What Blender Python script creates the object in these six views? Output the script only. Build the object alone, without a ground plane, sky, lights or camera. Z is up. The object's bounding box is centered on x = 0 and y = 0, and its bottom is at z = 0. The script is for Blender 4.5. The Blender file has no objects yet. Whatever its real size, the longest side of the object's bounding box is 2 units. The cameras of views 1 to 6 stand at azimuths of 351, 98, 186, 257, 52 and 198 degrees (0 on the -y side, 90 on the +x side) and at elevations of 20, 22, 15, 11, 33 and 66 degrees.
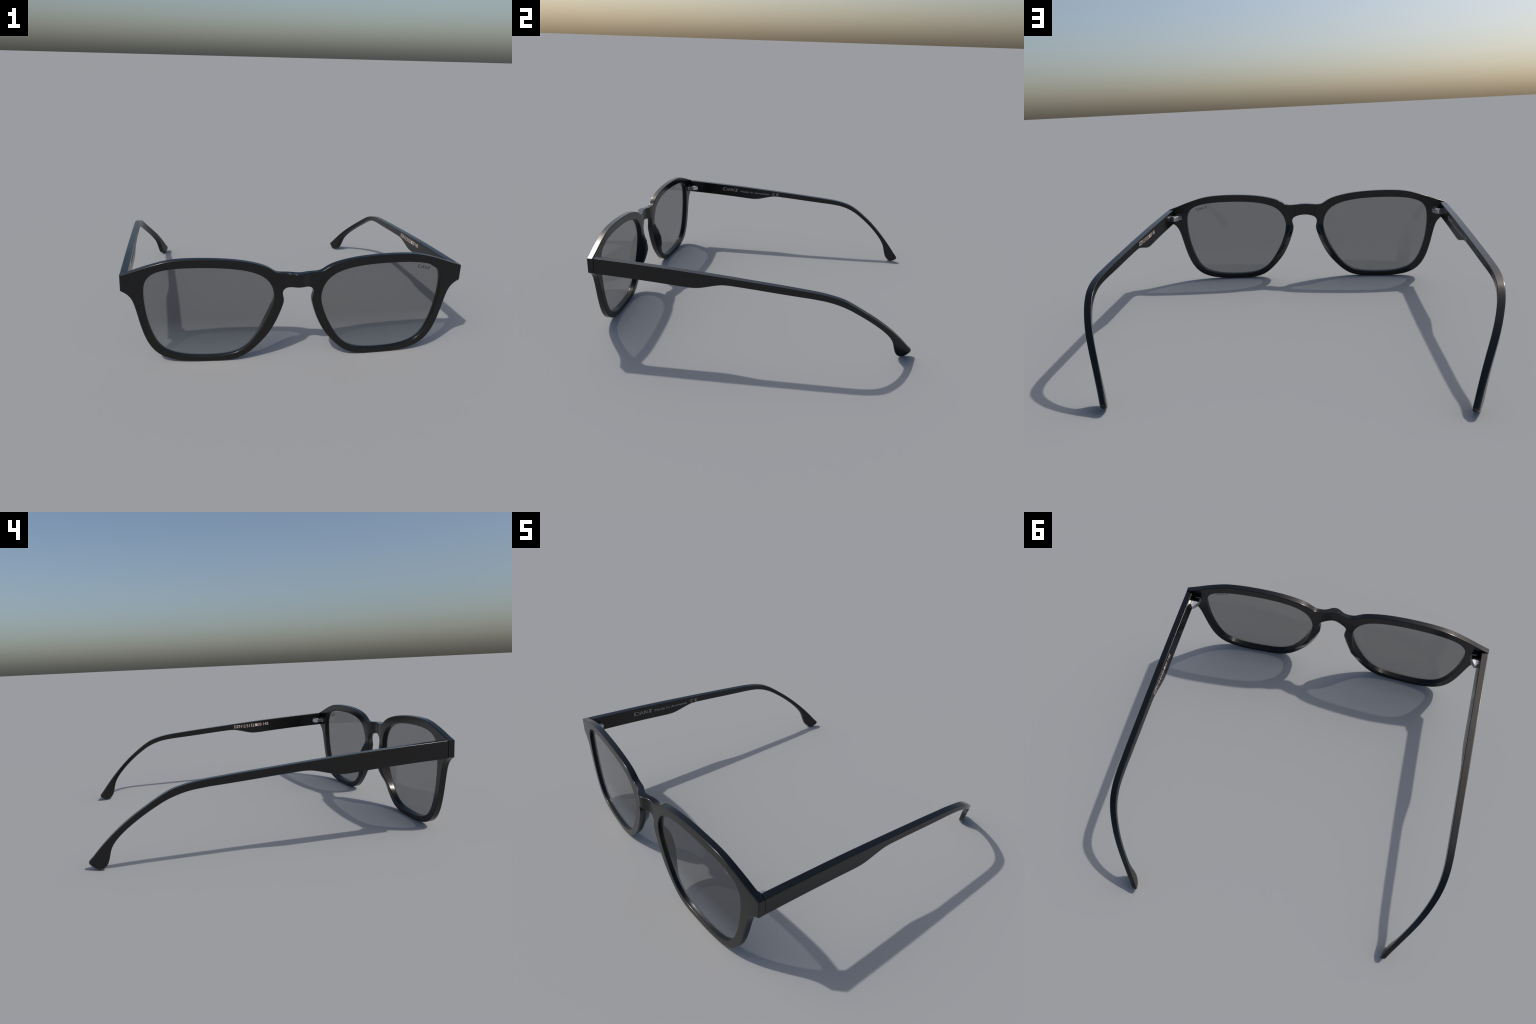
"""Black acetate sunglasses: curved front with keyhole bridge and moulded nose
pads, grey tinted lenses, two temples with metal hinges and printed marks."""
import bpy, math
import numpy as np
from mathutils import Vector
from mathutils.geometry import delaunay_2d_cdt

# ------------------------------------------------------------------ materials
def principled(name):
    m = bpy.data.materials.new(name)
    m.use_nodes = True
    nt = m.node_tree
    return m, nt, nt.nodes["Principled BSDF"]


def acetate():
    m, nt, b = principled("black_acetate")
    tc = nt.nodes.new("ShaderNodeTexCoord")
    n = nt.nodes.new("ShaderNodeTexNoise")
    n.inputs["Scale"].default_value = 9.0
    n.inputs["Detail"].default_value = 4.0
    nt.links.new(tc.outputs["Object"], n.inputs["Vector"])
    ramp = nt.nodes.new("ShaderNodeValToRGB")
    ramp.color_ramp.elements[0].position = 0.3
    ramp.color_ramp.elements[0].color = (0.0012, 0.0012, 0.0013, 1)
    ramp.color_ramp.elements[1].position = 0.7
    ramp.color_ramp.elements[1].color = (0.0020, 0.0020, 0.0020, 1)
    nt.links.new(n.outputs["Fac"], ramp.inputs["Fac"])
    nt.links.new(ramp.outputs["Color"], b.inputs["Base Color"])
    b.inputs["Roughness"].default_value = 0.19
    b.inputs["IOR"].default_value = 1.5
    return m


def lens_tint(painted_sky):
    """Grey tint: half-clear surface plus a little straight-through light.
    The outer face also has a blue sky reflection painted in, strongest at the
    lower rim and gone by mid height."""
    m, nt, b = principled("lens_tint_painted_sky" if painted_sky else "grey_lens_tint")
    out = nt.nodes["Material Output"]
    b.inputs["Alpha"].default_value = 0.4690
    b.inputs["Base Color"].default_value = (0.012, 0.012, 0.0125, 1)
    b.inputs["Roughness"].default_value = 0.04
    b.inputs["IOR"].default_value = 1.6
    clear = nt.nodes.new("ShaderNodeBsdfRefraction")
    clear.inputs["Color"].default_value = (0.96, 0.98, 1.0, 1)
    clear.inputs["IOR"].default_value = 1.0
    clear.inputs["Roughness"].default_value = 0.0
    mix = nt.nodes.new("ShaderNodeMixShader")
    mix.inputs["Fac"].default_value = 0.066
    nt.links.new(b.outputs[0], mix.inputs[1])
    nt.links.new(clear.outputs[0], mix.inputs[2])
    nt.links.new(mix.outputs[0], out.inputs["Surface"])
    if painted_sky:
        sky_tint = nt.nodes.new("ShaderNodeBsdfAnisotropic")
        sky_tint.inputs["Color"].default_value = (0.80, 0.89, 1.0, 1)  # gloss tinted blue for the sky seen reflected low in the lens
        sky_tint.inputs["Roughness"].default_value = 0.05
        tc = nt.nodes.new("ShaderNodeTexCoord")
        sep = nt.nodes.new("ShaderNodeSeparateXYZ")
        nt.links.new(tc.outputs["Object"], sep.inputs[0])
        mr = nt.nodes.new("ShaderNodeMapRange")
        mr.interpolation_type = "LINEAR"
        mr.inputs["From Min"].default_value = 0.27
        mr.inputs["From Max"].default_value = 0.03
        mr.inputs["To Min"].default_value = 0.0
        mr.inputs["To Max"].default_value = 0.50
        nt.links.new(sep.outputs["Z"], mr.inputs["Value"])
        through = nt.nodes.new("ShaderNodeMixShader")
        through.inputs["Fac"].default_value = 0.38
        nt.links.new(sky_tint.outputs[0], through.inputs[1])
        nt.links.new(clear.outputs[0], through.inputs[2])
        top = nt.nodes.new("ShaderNodeMixShader")
        nt.links.new(mr.outputs[0], top.inputs["Fac"])
        nt.links.new(mix.outputs[0], top.inputs[1])
        nt.links.new(through.outputs[0], top.inputs[2])
        nt.links.new(top.outputs[0], out.inputs["Surface"])
    return m


def metal():
    m, nt, b = principled("satin_steel")
    b.inputs["Base Color"].default_value = (0.58, 0.58, 0.59, 1)
    b.inputs["Metallic"].default_value = 1.0
    tc = nt.nodes.new("ShaderNodeTexCoord")
    n = nt.nodes.new("ShaderNodeTexNoise")
    n.inputs["Scale"].default_value = 60.0
    nt.links.new(tc.outputs["Object"], n.inputs["Vector"])
    mr = nt.nodes.new("ShaderNodeMapRange")
    mr.inputs["To Min"].default_value = 0.34
    mr.inputs["To Max"].default_value = 0.44
    nt.links.new(n.outputs["Fac"], mr.inputs["Value"])
    nt.links.new(mr.outputs[0], b.inputs["Roughness"])
    return m


def ink(name, col, rough=0.5):
    m, nt, b = principled(name)
    tc = nt.nodes.new("ShaderNodeTexCoord")
    n = nt.nodes.new("ShaderNodeTexNoise")
    n.inputs["Scale"].default_value = 120.0
    nt.links.new(tc.outputs["Object"], n.inputs["Vector"])
    mix = nt.nodes.new("ShaderNodeMix")
    mix.data_type = "RGBA"
    mix.inputs["A"].default_value = (*[c * 0.9 for c in col], 1)
    mix.inputs["B"].default_value = (*[c * 1.08 for c in col], 1)
    nt.links.new(n.outputs["Fac"], mix.inputs["Factor"])
    nt.links.new(mix.outputs["Result"], b.inputs["Base Color"])
    b.inputs["Roughness"].default_value = rough
    return m


ACETATE, STEEL = acetate(), metal()
LENS, LENS_FRONT = lens_tint(False), lens_tint(True)
INK_GREY = ink("grey_print", (0.45, 0.39, 0.37))
INK_BEIGE = ink("beige_print", (0.64, 0.51, 0.45))
INK_DARK = ink("etched_dark", (0.03, 0.03, 0.03), 0.45)
INK_DARK.node_tree.nodes["Principled BSDF"].inputs["Alpha"].default_value = 0.62

# ------------------------------------------------------------------ curves
def catmull(pts, closed, step, corners=()):
    """Centripetal-like smooth curve through control points, evenly resampled.
    `corners` are indices whose neighbours must not be rounded off."""
    p = [np.array(q, float) for q in pts]
    n = len(p)
    segs = n if closed else n - 1
    out, fixed = [], []
    for i in range(segs):
        a, b = p[i], p[(i + 1) % n]
        def tangent(j):
            j0, j1 = (j - 1) % n, (j + 1) % n
            if not closed and j == 0:
                j0 = 0
            if not closed and j == n - 1:
                j1 = n - 1
            d0 = np.linalg.norm(p[j] - p[j0]) + 1e-9
            d1 = np.linalg.norm(p[j1] - p[j]) + 1e-9
            return ((p[j] - p[j0]) / d0 * d1 + (p[j1] - p[j]) / d1 * d0) / (d0 + d1)
        L = np.linalg.norm(b - a)
        i2 = (i + 1) % n
        ta = (b - a) / L if i in corners else tangent(i)
        tb = (b - a) / L if i2 in corners else tangent(i2)
        m = max(1, int(round(L / step)))
        for k in range(m):
            t = k / m
            h = (2*t**3 - 3*t**2 + 1, t**3 - 2*t**2 + t, -2*t**3 + 3*t**2, t**3 - t**2)
            out.append(h[0]*a + h[1]*L*ta + h[2]*b + h[3]*L*tb)
            fixed.append(k == 0 and i in corners)
    if not closed:
        out.append(p[-1])
        fixed.append(True)
        fixed[0] = True
    return np.array(out), np.array(fixed)


def relax(c, fixed, times):
    """Laplacian fairing of a closed curve, corners kept."""
    c = c.copy()
    for _ in range(times):
        s = 0.5 * c + 0.25 * (np.roll(c, 1, 0) + np.roll(c, -1, 0))
        c = np.where(fixed[:, None], c, s)
    return c


def ccw(c):
    x, y = c[:, 0], c[:, 1]
    return 0.5 * np.sum(x * np.roll(y, -1) - np.roll(x, -1) * y) > 0


def outward(c):
    """2D mitred normals pointing to the right of travel (outside of a ccw loop)."""
    e = np.roll(c, -1, 0) - c
    e /= np.linalg.norm(e, axis=1)[:, None] + 1e-12
    n1 = np.stack([e[:, 1], -e[:, 0]], 1)
    n0 = np.roll(n1, 1, 0)
    n = n0 + n1
    n /= np.linalg.norm(n, axis=1)[:, None] + 1e-12
    cs = np.clip(np.sum(n * n1, 1), 0.6, 1)
    return n / cs[:, None]


# ------------------------------------------------------------------ plates
def plate(loops, front, back, radius, grid, fillet=4, wall_steps=2):
    """Solid bounded by the 2D loops (first outer ccw, others holes cw), between
    the surfaces front(u,v) and back(u,v) (3D points), all rims filleted.
    Returns vertices, faces."""
    V, F = [], []
    rings_front, rings_back = [], []
    cdt_pts, cdt_edges = [], []
    inner_pts = []
    for c in loops:
        n = outward(c)
        r = np.array([radius(*q) for q in c])[:, None]
        N = len(c)
        fr, bk = front(c), back(c)
        thick = bk - fr
        tl = np.linalg.norm(thick, axis=1)[:, None]
        tdir = thick / tl
        levels = []
        for k in range(fillet + 1):
            a = (math.pi / 2) * k / fillet
            q = c - n * r * (1 - math.sin(a))
            base = front(q)
            levels.append(base + tdir * r * (1 - math.cos(a)))
        for t in ((0.07, 0.93) if wall_steps > 1 else ()):
            levels.append((fr + tdir * r) * (1 - t) + (bk - tdir * r) * t)
        for k in range(fillet, -1, -1):
            a = (math.pi / 2) * k / fillet
            q = c - n * r * (1 - math.sin(a))
            base = back(q)
            levels.append(base - tdir * r * (1 - math.cos(a)))
        start = len(V)
        for lv in levels:
            V.extend(lv.tolist())
        M = len(levels)
        for k in range(M - 1):
            for i in range(N):
                j = (i + 1) % N
                F.append((start + k*N + i, start + (k+1)*N + i, start + (k+1)*N + j, start + k*N + j))
        rings_front.append(start)
        rings_back.append(start + (M - 1) * N)
        o = len(cdt_pts)
        q = c - n * r
        cdt_pts.extend(q.tolist())
        cdt_edges.extend([(o + i, o + (i + 1) % N) for i in range(N)])
        inner_pts.append(q - n * 0.0022)
    nb = len(cdt_pts)
    # interior points: one loop parallel to each rim plus a staggered grid
    rim = np.array(cdt_pts)
    A = np.vstack(inner_pts)
    lo, hi = rim.min(0), rim.max(0)
    G = []
    for a, v in enumerate(np.arange(lo[1], hi[1], grid * 0.87)):
        for u in np.arange(lo[0] + (grid / 2 if a % 2 else 0), hi[0], grid):
            G.append((u, v))
    G = np.array(G)

    def inside(P):
        res = np.zeros(len(P), bool)
        o = 0
        for c in loops:
            q = rim[o:o + len(c)]
            o += len(c)
            x0, y0 = q[:, 0], q[:, 1]
            x1, y1 = np.roll(x0, -1), np.roll(y0, -1)
            for s in range(0, len(P), 2000):
                p = P[s:s + 2000]
                cond = (y0[None] > p[:, 1:2]) != (y1[None] > p[:, 1:2])
                xi = x0[None] + (p[:, 1:2] - y0[None]) * (x1 - x0)[None] / ((y1 - y0)[None] + 1e-15)
                res[s:s + 2000] ^= (np.sum(cond & (p[:, :1] < xi), 1) % 2).astype(bool)
        return res

    def clear(P, Q, d):
        keep = np.ones(len(P), bool)
        for s in range(0, len(P), 1000):
            dd = np.min(np.sum((P[s:s + 1000, None] - Q[None]) ** 2, -1), 1)
            keep[s:s + 1000] = dd > d * d
        return keep

    A = A[inside(A)]
    A = A[clear(A, rim, 0.0012)]
    G = G[inside(G)]
    G = G[clear(G, np.vstack([rim, A]), grid * 0.55)]
    pts = np.vstack([rim, A, G])
    vo, _, tris, *_ = delaunay_2d_cdt([Vector(p) for p in pts], cdt_edges, [], 0, 1e-7, True) if False else \
        delaunay_2d_cdt([Vector(p) for p in pts], cdt_edges, [], 0, 1e-7)
    vo = np.array([[p.x, p.y] for p in vo])
    # map the triangulation's points to rim vertices or new interior ones
    ids_f, ids_b = {}, {}
    off, cur = [], 0
    for c, sf, sb in zip(loops, rings_front, rings_back):
        for i in range(len(c)):
            ids_f[cur + i] = sf + i
            ids_b[cur + i] = sb + i
        cur += len(c)
    extra = np.arange(nb, len(vo))
    fp, bp = front(vo[nb:]), back(vo[nb:])
    for k, i in enumerate(extra):
        ids_f[i] = len(V); V.append(fp[k].tolist())
        ids_b[i] = len(V); V.append(bp[k].tolist())
    cen = np.array([vo[list(t)].mean(0) for t in tris])
    ok = inside(cen)
    for t, g in zip(tris, ok):
        if not g:
            continue
        a, b, c3 = t
        pa, pb, pc = vo[a], vo[b], vo[c3]
        if (pb[0]-pa[0])*(pc[1]-pa[1]) - (pb[1]-pa[1])*(pc[0]-pa[0]) < 0:
            b, c3 = c3, b
        F.append((ids_f[a], ids_f[b], ids_f[c3]))
        F.append((ids_b[a], ids_b[c3], ids_b[b]))
    return np.array(V), F


def mesh_from(name, V, F, mat, sharp=38):
    me = bpy.data.meshes.new(name)
    me.from_pydata([tuple(v) for v in V], [], F)
    me.materials.append(mat)
    me.validate()
    import bmesh
    bm = bmesh.new()
    bm.from_mesh(me)
    bmesh.ops.recalc_face_normals(bm, faces=bm.faces)
    bm.to_mesh(me)
    bm.free()
    me.shade_smooth()
    me.set_sharp_from_angle(angle=math.radians(sharp))
    return me


def add(name, data, parent=None):
    o = bpy.data.objects.new(name, data)
    bpy.context.scene.collection.objects.link(o)
    if parent is not None:
        o.parent = parent
    return o


# ------------------------------------------------------------------ the thing
root = add("sunglasses", None)
root.empty_display_size = 0.2
root["label"] = "black square-framed sunglasses with grey lenses and folding temples"
root["category"] = "sunglasses"

# ---- front: half outline from bridge top round the end piece to the keyhole
HALF_OUTER = [(0.05, .5432), (.10, .5418), (.118, .5424), (.130, .5455), (.146, .5550), (.168, .5705),
    (.192, .5825), (.222, .5935), (.26, .6035), (.334, .6177), (.422, .6272), (.53, .6322), (.60, .6325), (.65, .6309),
    (.70, .6269), (.754, .6180), (.812, .6025), (.875, .5830), (.94, .5600), (.9985, .5420),
    (.9990, .4510), (.972, .4365), (.951, .4180), (.9385, .3990), (.930, .3770), (.9150, .3200),
    (.899, .2500), (.880, .1830), (.862, .1370), (.840, .0985), (.810, .0640), (.768, .0360), (.72, .0180),
    (.66, .0070), (.59, .0015), (.52, .0), (.44, .0008), (.385, .0055), (.34, .0165), (.298, .0370), (.256, .0700),
    (.216, .1100), (.170, .1660), (.130, .2365), (.103, .3020), (.0885, .3480), (.0825, .3720), (.0828, .3870),
    (.0885, .4040), (.0932, .4220), (.0912, .4370), (.083, .4490), (.066, .4580), (.04, .4640)]
CORNERS = (HALF_OUTER.index((.9985, .5420)), HALF_OUTER.index((.9990, .4510)))
LENS_HOLE = [(.543, .5835), (.44, .5798), (.358, .5715), (.29, .5585), (.235, .5400), (.195, .5170), (.168, .4880),
    (.150, .4560), (.1405, .4250), (.1372, .3920), (.1420, .3560), (.155, .3120), (.182, .2480), (.212, .1930),
    (.240, .1480), (.268, .1120), (.30, .0820), (.34, .0580), (.40, .0400), (.48, .0328), (.56, .0328), (.636, .0380),
    (.70, .0510), (.752, .0720), (.789, .1025), (.815, .1430), (.837, .1960), (.855, .2560), (.867, .3200),
    (.8735, .3850), (.8745, .4400), (.8705, .4800), (.860, .5120), (.842, .5350), (.815, .5530), (.785, .5640),
    (.745, .5730), (.68, .5805), (.61, .5835)]

half = HALF_OUTER
n_half = len(half)
loop = [(0.0, .5435)] + half + [(0.0, .4665)] + [(-x, z) for x, z in reversed(half)]
corner_ids = [c + 1 for c in CORNERS] + [len(loop) - 1 - c for c in CORNERS]
outer, fixed = catmull(loop, True, 0.0065, set(corner_ids))
outer = relax(outer, fixed, 8)
if not ccw(outer):
    outer = outer[::-1]
outer = outer + outward(outer) * 0.0008
outer[:, 1] = np.maximum(outer[:, 1], 0.0)
hole, hfix = catmull(LENS_HOLE, True, 0.0065)
hole = relax(hole, hfix, 14)
if ccw(hole):
    hole = hole[::-1]
hole_left = (hole * [-1, 1])[::-1]


def base_curve(x):
    """Plan curve of the front face: shallow wrap."""
    return -0.968 + 0.044 * x * x


def front_y(x, z):
    return base_curve(x) - 0.0320 * np.exp(-(np.abs(x) / 0.048) ** 2.3)


nose_edge = np.array([q for q in outer if 0.07 < q[0] < 0.32 and q[1] < 0.45 and q[1] < 0.40])


def smooth01(t):
    t = np.clip(t, 0, 1)
    return t * t * (3 - 2 * t)


def pad_height(x, z):
    """Moulded nose pad: swelling on the back, along the nose edge of each rim."""
    ax = np.abs(x)
    h = np.interp(z, [.105, .135, .165, .195, .225, .255, .285, .315, .345, .365, .378, .386, .392],
                  [0, .006, .016, .028, .038, .044, .0450, .0415, .031, .019, .0115, .0065, 0])
    P = np.stack([ax, z], -1)
    d = np.sqrt(np.min(np.sum((P[:, None] - nose_edge[None]) ** 2, -1), 1))
    w = np.interp(d, [0, .004, .027, .032, .050, .065, .080], [0, .08, .94, 1.0, .84, .60, .4])
    near = smooth01((0.11 - d) / 0.03) * (ax < 0.4)
    return h * w * near


def back_y(x, z):
    y = base_curve(x) + 0.0370
    y = y - 0.0235 * np.exp(-(np.abs(x) / 0.058) ** 2.0) * smooth01((z - 0.40) / 0.06)
    return y + pad_height(x, z)


def front_surf(q):
    return np.stack([q[:, 0], front_y(q[:, 0], q[:, 1]), q[:, 1]], 1)


def back_surf(q):
    return np.stack([q[:, 0], back_y(q[:, 0], q[:, 1]), q[:, 1]], 1)


V, F = plate([outer, hole, hole_left], front_surf, back_surf, lambda x, z: 0.0038, 0.013)
whole = mesh_from("front", V, F, ACETATE)


def split_by_region(me, label_of, names, parent):
    """Cut one smooth surface into named parts that keep the whole's normals."""
    co = np.array([v.co[:] for v in me.vertices])
    cn = np.array([c.vector[:] for c in me.corner_normals])
    groups = {}
    for p in me.polygons:
        c = co[list(p.vertices)].mean(0)
        groups.setdefault(label_of(c), []).append(p)
    made = {}
    for key in sorted(groups):
        polys = groups[key]
        used, faces, normals = {}, [], []
        for p in polys:
            f = []
            for li in p.loop_indices:
                vi = me.loops[li].vertex_index
                f.append(used.setdefault(vi, len(used)))
                normals.append(cn[li])
            faces.append(f)
        m2 = bpy.data.meshes.new(names[key])
        m2.from_pydata([tuple(co[i]) for i in used], [], faces)
        m2.materials.append(ACETATE)
        m2.shade_smooth()
        m2.normals_split_custom_set([tuple(n) for n in normals])
        made[key] = add(names[key], m2, parent)
    return made


def region(c):
    x, y, z = c
    if abs(x) < 0.105 and z > 0.452:
        return "b"
    if abs(x) < 0.33 and z < 0.392 and y > base_curve(x) + 0.0377:
        return "pr" if x > 0 else "pl"
    return "rr" if x > 0 else "rl"


parts = split_by_region(whole, region, {"b": "bridge", "pr": "nose_pad", "pl": "nose_pad", "rr": "rim", "rl": "rim"}, root)
bpy.data.meshes.remove(whole)

# ---- lenses: thin curved shells seated in the rims, just behind the front
n_hole = outward(hole)
lens_loop = (hole - n_hole * 0.004)[::-1]
LENS_SET, LENS_T = 0.0138, 0.0018


def lens_front(q):
    return np.stack([q[:, 0], base_curve(q[:, 0]) + LENS_SET, q[:, 1]], 1)


def lens_back(q):
    return np.stack([q[:, 0], base_curve(q[:, 0]) + LENS_SET + LENS_T, q[:, 1]], 1)


V, F = plate([lens_loop[::2]], lens_front, lens_back, lambda x, z: 0.0004, 0.03, 1, 1)


def lens_mesh(V, F):
    me = mesh_from("lens", V, F, LENS)
    me.materials.append(LENS_FRONT)
    for p in me.polygons:
        if p.normal.y < -0.9:
            p.material_index = 1
    return me


lens_right = add("lens", lens_mesh(V, F), root)
lens_left = add("lens", lens_mesh(V * [-1, 1, 1], [f[::-1] for f in F]), root)

# ---- temples
TOP = [(-.8862, .5430), (-.772, .5375), (-.64, .5310), (-.50, .5238), (-.37, .5160), (-.25, .5075), (-.08, .4952),
       (.055, .4846), (.19, .4742), (.32, .4628), (.42, .4530), (.48, .4435), (.53, .4318), (.575, .4170), (.62, .3935),
       (.66, .3680), (.70, .3395), (.75, .3025), (.80, .2600), (.85, .2130), (.90, .1610), (.95, .1030), (.982, .0630),
       (.9985, .0455), (1.0050, .0370), (.9995, .0285), (.984, .0150), (.968, .0050), (.952, .0012)]
BOTTOM = [(.936, .0045), (.9185, .0150), (.906, .0330), (.898, .0550), (.892, .0760), (.886, .1020), (.877, .1270),
          (.864, .1500), (.843, .1780), (.810, .2140), (.770, .2510), (.722, .2900), (.662, .3325), (.603, .3680),
          (.557, .3880), (.502, .4045), (.42, .4165), (.31, .4245), (.195, .4325), (.08, .4415), (-.03, .4490),
          (-.085, .4520), (-.120, .4512), (-.165, .4420), (-.225, .4265), (-.258, .4192), (-.295, .4165), (-.36, .4195),
          (-.43, .4245), (-.58, .4335), (-.74, .4415), (-.8862, .4470)]
tl = TOP + BOTTOM
temple_loop, tfix = catmull(tl, True, 0.0065, {0, len(tl) - 1})
temple_loop = relax(temple_loop, tfix, 6)
if not ccw(temple_loop):
    temple_loop = temple_loop[::-1]
temple_loop = temple_loop + outward(temple_loop) * (0.0004 * (temple_loop[:, :1] > -0.85))
SPINE_Y = np.array([-1, .35, .45, .50, .55, .60, .65, .70, .75, .80, .85, .90, .95, 1.0])
SPINE_X = np.array([.9985, .9975, .9965, .9945, .9900, .9825, .9710, .9540, .9335, .9085, .8795, .8490, .8190, .7900])
fy = np.linspace(-1, 1.0, 801)
fx = np.interp(fy, SPINE_Y, SPINE_X)
for _ in range(60):
    fx[1:-1] = 0.5 * fx[1:-1] + 0.25 * (fx[:-2] + fx[2:])


def temple_t(y):
    """Thickness along the temple: thinner towards the ear tip."""
    return np.interp(y, [-.9, -.25, .35, .65, .85, 1.0], [.0410, .0405, .0375, .0360, .0345, .0300])



TOP_Y, TOP_Z = np.array(TOP).T[:, :24]


def temple_x(y, z=None):
    """Outer face. The ear part curls about an axis square to its own run, so
    points below the top edge lie further in."""
    y = np.asarray(y, float)
    if z is not None:
        y = y + 0.17 * np.clip(np.interp(y, TOP_Y, TOP_Z) - z, 0, 0.12) * smooth01((y - 0.45) / 0.3)
    slope = (fx[-1] - fx[-9]) / (fy[-1] - fy[-9])
    return np.interp(y, fy, fx) + np.maximum(y - fy[-1], 0) * slope


def temple_out(q):
    return np.stack([temple_x(q[:, 0], q[:, 1]), q[:, 0], q[:, 1]], 1)


def temple_in(q):
    return np.stack([temple_x(q[:, 0], q[:, 1]) - temple_t(q[:, 0]), q[:, 0], q[:, 1]], 1)


V, F = plate([temple_loop], temple_out, temple_in, lambda y, z: 0.0022 + 0.0068 * float(smooth01((y - 0.82) / 0.16)), 0.016)
# the end that meets the front is cut at a slight angle, open to the inside
V = np.array(V)
endm = V[:, 1] < -0.87
V[endm, 1] += (temple_x(V[endm, 1]) - V[endm, 0]) * 0.16 * (V[endm, 1] < -0.878)
temple_right = add("temple", mesh_from("temple", V, F, ACETATE), root)
temple_left = add("temple", mesh_from("temple", V * [-1, 1, 1], [f[::-1] for f in F], ACETATE), root)

# ---- hinges
def prism(poly, z0, z1):
    n = len(poly)
    V = [(x, y, z0) for x, y in poly] + [(x, y, z1) for x, y in poly]
    F = [tuple(range(n))[::-1], tuple(range(n, 2 * n))]
    F += [(i, (i + 1) % n, n + (i + 1) % n, n + i) for i in range(n)]
    return V, F


def join(pieces):
    V, F = [], []
    for v, f in pieces:
        o = len(V)
        V += list(v)
        F += [tuple(i + o for i in g) for g in f]
    return np.array(V), F


def beveled(o, w, seg=3):
    b = o.modifiers.new("edge", "BEVEL")
    b.width, b.segments, b.limit_method = w, seg, "ANGLE"
    b.angle_limit = math.radians(35)


def hinge(side, temple):
    s = side
    # wedge on the temple's inside face: a foot against the temple and a
    # slanted nose reaching towards the front
    wedge = prism([(.958, -.854), (.9215, -.855), (.9170, -.852), (.9150, -.846), (.9170, -.839), (.9360, -.8110),
                   (.9415, -.8075), (.9465, -.8100), (.9485, -.8180), (.958, -.8190)], .4670, .5035)
    wedge = ([(x, y, z + (.0065 if y > -.8115 else 0) * (1 if z < .48 else -1)) for x, y, z in wedge[0]], wedge[1])
    me = mesh_from("hinge_leaf", np.array(wedge[0]) * [s, 1, 1], wedge[1], STEEL, 40)
    leaf = add("hinge_leaf", me, temple)
    beveled(leaf, 0.0025, 3)
    # two knuckle arms on a foot plate, under a dark block on the back of the front
    rim = parts["rr" if s > 0 else "rl"]
    foot = prism([(.906, -.8935), (.940, -.8925), (.940, -.8835), (.906, -.8850)], .4680, .4990)
    arms = [prism([(.907, -.888), (.930, -.888), (.930, -.8525), (.916, -.8510), (.908, -.856)], a, b)
            for a, b in ((.4755, .4830), (.4900, .4975))]
    bar = [prism([(.9105, -.8875), (.9385, -.8875), (.9385, -.8815), (.9105, -.8815)], .5050, .5095)]
    Vh, Fh = join([foot] + arms + bar)
    me = mesh_from("hinge_knuckle", Vh * [s, 1, 1], Fh, STEEL, 30)
    kn = add("hinge_knuckle", me, rim)
    beveled(kn, 0.0012, 2)
    cap = prism([(.911, -.894), (.957, -.892), (.957, -.8700), (.941, -.8580), (.911, -.8580)], .4985, .5055)
    me = mesh_from("hinge_dark_block", np.array(cap[0]) * [s, 1, 1], cap[1], ACETATE, 30)
    beveled(add("hinge_dark_block", me, rim), 0.0012, 2)


hinge(1, temple_right)
hinge(-1, temple_left)

# ---- writing -----------------------------------------------------------
def stroke(a, b, w):
    a, b = np.array(a, float), np.array(b, float)
    d = (b - a) / np.linalg.norm(b - a)
    n = np.array([-d[1], d[0]]) * w / 2
    return [a + n, a - n, b - n, b + n]


def bent(points, w):
    """Stroke along a polyline, mitred, as quads."""
    p = np.array(points, float)
    d = np.diff(p, axis=0)
    d /= np.linalg.norm(d, axis=1)[:, None]
    nd = np.stack([-d[:, 1], d[:, 0]], 1)
    nv = np.vstack([nd[:1], nd[:-1] + nd[1:], nd[-1:]])
    nv /= np.linalg.norm(nv, axis=1)[:, None]
    cs = np.array([1.0] + [float(np.dot(nv[i], nd[i])) for i in range(1, len(nd))] + [1.0])
    nv = nv * (w / 2 / np.clip(cs, .4, 1))[:, None]
    return [[p[i] + nv[i], p[i] - nv[i], p[i + 1] - nv[i + 1], p[i + 1] + nv[i + 1]] for i in range(len(d))]


def wordmark():
    """Four capital letters, the second one without its crossbar; unit height."""
    q = []
    # D: heavy stem, wide thin bowl
    q.append(stroke((.14, 0), (.14, 1), .28))
    bowl = [(.2, .95), (.75, .95)] + [(.95 + .45 * math.sin(a), .5 + .45 * math.cos(a)) for a in np.linspace(.15, math.pi - .15, 11)] + [(.75, .05), (.2, .05)]
    q += bent(bowl, .11)
    # A without bar: heavy left, thin right
    q += [stroke((1.66, 0), (2.10, .98), .22), stroke((2.10, .98), (2.50, 0), .14)]
    # N
    q += [stroke((2.95, 0), (2.95, 1), .28), stroke((2.98, .95), (3.62, .05), .12), stroke((3.70, 0), (3.70, 1), .12)]
    # Z
    q += [stroke((4.10, .94), (4.95, .94), .12), stroke((4.82, .92), (4.22, .08), .26), stroke((4.10, .06), (4.95, .06), .12)]
    return q, 4.95


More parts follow.
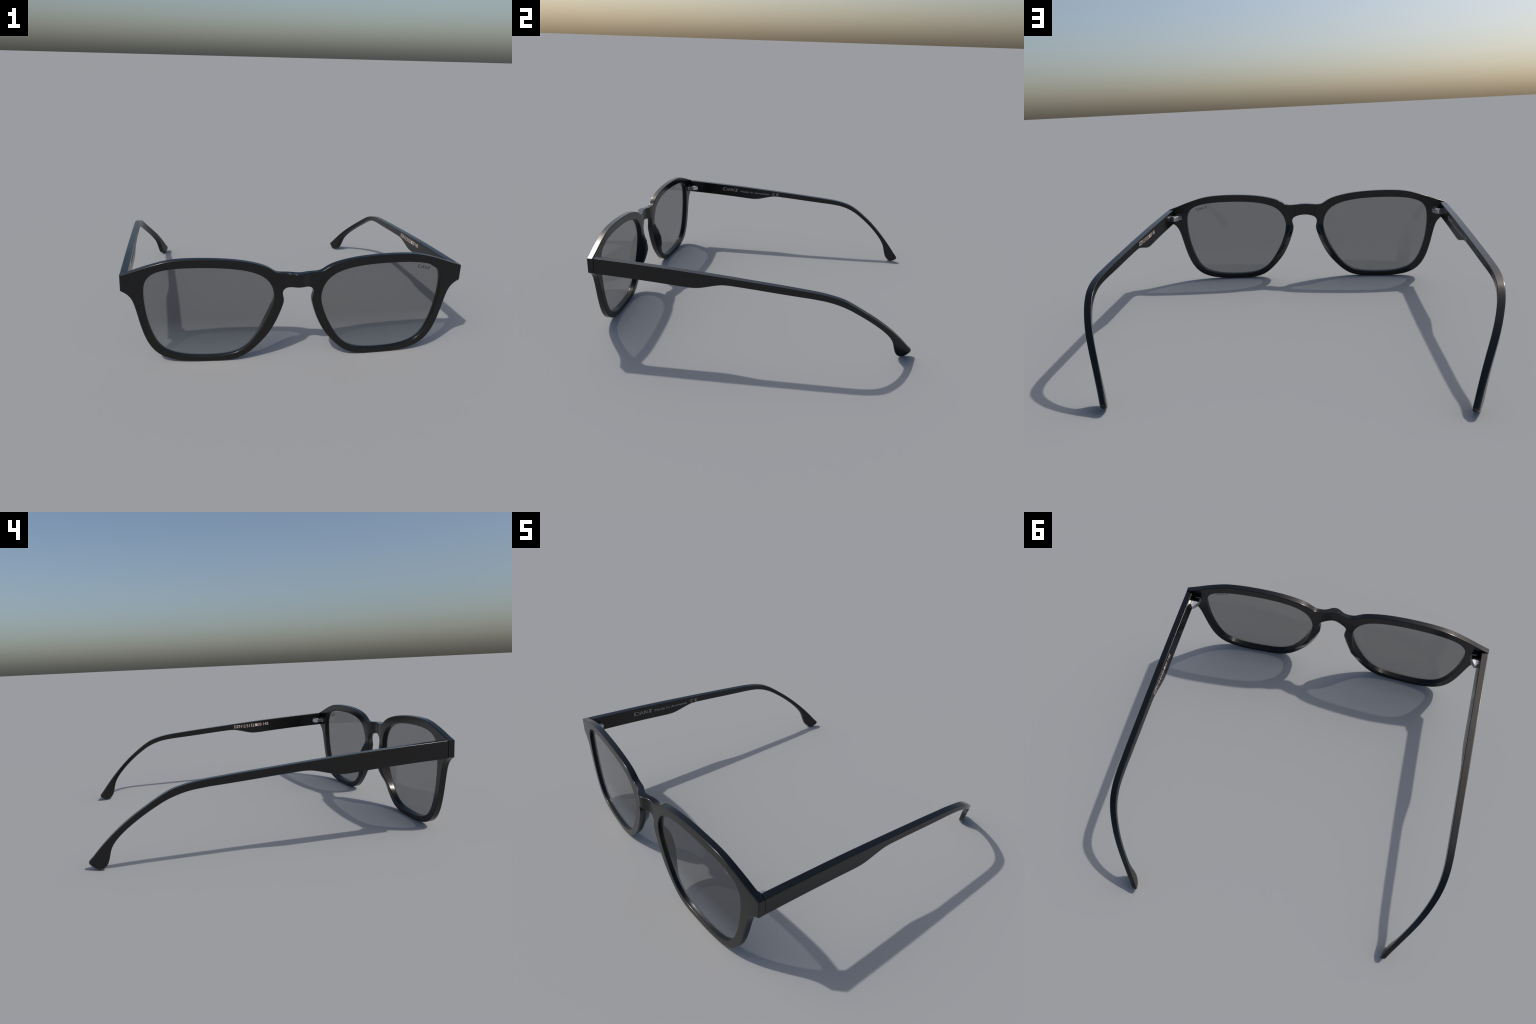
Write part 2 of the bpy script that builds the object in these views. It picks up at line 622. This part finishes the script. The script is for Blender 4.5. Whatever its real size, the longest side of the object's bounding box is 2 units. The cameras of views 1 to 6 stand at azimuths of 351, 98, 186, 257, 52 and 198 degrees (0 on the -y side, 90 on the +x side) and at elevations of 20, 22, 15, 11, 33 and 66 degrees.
def ce_mark():
    q = []
    def arc(cx, r):
        return [(cx + r * math.cos(a), .5 + .5 * math.sin(a) * .9) for a in np.linspace(math.radians(70), math.radians(290), 14)]
    q += bent(arc(.55, .5), .19)
    q += bent(arc(1.85, .5), .19)
    q.append(stroke((1.40, .5), (1.95, .5), .15))
    return q, 2.03


def quads_to_mesh(quads):
    V, F = [], []
    for k in quads:
        k = [np.array(c) for c in k]
        ar = sum(k[i][0]*k[(i+1) % 4][1] - k[(i+1) % 4][0]*k[i][1] for i in range(4))
        if ar < 0:
            k = k[::-1]
        F.append(tuple(range(len(V), len(V) + 4)))
        V += [tuple(c) for c in k]
    return np.array(V), F


def text_mesh(body):
    """Built-in font, converted to flat polygons; returns unit-cap-height mesh."""
    cu = bpy.data.curves.new("t", "FONT")
    cu.body = body
    cu.resolution_u = 3
    ob = bpy.data.objects.new("t", cu)
    bpy.context.scene.collection.objects.link(ob)
    dg = bpy.context.evaluated_depsgraph_get()
    me = ob.evaluated_get(dg).to_mesh()
    V = np.array([v.co[:2] for v in me.vertices])
    F = [tuple(p.vertices) for p in me.polygons]
    ob.evaluated_get(dg).to_mesh_clear()
    bpy.data.objects.remove(ob)
    bpy.data.curves.remove(cu)
    V[:, 0] -= V[:, 0].min()
    V /= 0.68
    return V, F, V[:, 0].max()


def solid(V2, F, place, depth_dir, depth):
    """Raise flat lettering: place maps 2D to 3D, extruded along depth_dir."""
    P = np.array([place(u, v) for u, v in V2])
    Q = P + np.array(depth_dir) * depth
    n = len(P)
    faces = [tuple(i + n for i in f) for f in F] + [f[::-1] for f in F]
    count = {}
    for f in F:
        for a, b in zip(f, f[1:] + f[:1]):
            count[(a, b)] = count.get((a, b), 0) + 1
    for (a, b) in count:
        if (b, a) not in count:
            faces.append((a, b, b + n, a + n))
    return np.vstack([P, Q]), faces


def mark(name, mesh2d, place, direction, depth, mat, parent):
    V2, F = mesh2d
    V, F3 = solid(V2, F, place, direction, depth)
    me = bpy.data.meshes.new(name)
    me.from_pydata([tuple(v) for v in V], [], F3)
    me.materials.append(mat)
    return add(name, me, parent)


PROUD = 0.0008


def on_temple(side, y0, z0, y1, z1, width, height, unit_w):
    """Maps unit-height lettering to the temple's inner face, baseline from
    (y0,z0) to (y1,z1)."""
    L = math.hypot(y1 - y0, z1 - z0)
    d = np.array([(y1 - y0) / L, (z1 - z0) / L])
    up = np.array([-d[1], d[0]])
    if up[1] < 0:
        up = -up
    su = L / unit_w

    def place(u, v):
        yz = np.array([y0, z0]) + d * u * su + up * v * height
        x = float(temple_x(yz[0])) - float(temple_t(yz[0]))
        return (side * (x + 0.0004), yz[0], yz[1])
    return place


# left temple (worn on the -x side): wordmark, origin line, conformity mark
q, w = wordmark()
mark("wordmark", quads_to_mesh(q), on_temple(-1, -.576, .4785, -.443, .4735, 0, .0255, w), (1, 0, 0), 0.0004 + PROUD, INK_GREY, temple_left)
V2, F2, w = text_mesh("Made In Armenia")
mark("origin_print", (V2, F2), on_temple(-1, -.418, .4715, -.158, .4610, 0, .0160, w), (1, 0, 0), 0.0004 + PROUD, INK_GREY, temple_left)
q, w = ce_mark()
mark("conformity_mark", quads_to_mesh(q), on_temple(-1, -.125, .4590, -.070, .4580, 0, .0245, w), (1, 0, 0), 0.0004 + PROUD, INK_GREY, temple_left)
# right temple: model and size numbers around a filled square
for body, ya, za, yb, zb, hh in (("DZ9112", -.119, .4640, -.217, .4660, .0235), ("S1", -.226, .4665, -.254, .4670, .0235),
                                 ("52", -.263, .4680, -.294, .4688, .0235), ("20", -.326, .4715, -.356, .4725, .0235),
                                 ("145", -.371, .4735, -.416, .4750, .0235)):
    V2, F2, w = text_mesh(body)
    mark("size_print", (V2, F2), on_temple(1, ya, za, yb, zb, 0, hh, w), (-1, 0, 0), 0.0004 + PROUD, INK_BEIGE, temple_right)
mark("size_square", quads_to_mesh([[(0, 0), (1, 0), (1, 1), (0, 1)]]), on_temple(1, -.3005, .4705, -.3225, .4712, 0, .0215, 1.0), (-1, 0, 0), 0.0004 + PROUD, INK_BEIGE, temple_right)

# etched wordmark on the right-hand lens, following its upper outer corner
q, w = wordmark()
ang = math.radians(-12.5)
LD = np.array([math.cos(ang), math.sin(ang)])
LU = np.array([-LD[1], LD[0]])


def on_lens(u, v):
    p = np.array([.7220, .5400]) + LD * u * (.0790 / w) + LU * v * .0185
    return (p[0], float(base_curve(p[0])) + LENS_SET + LENS_T - 0.0002, p[1])


mark("lens_mark", quads_to_mesh(q), on_lens, (0, 1, 0), 0.0006, INK_DARK, lens_right)
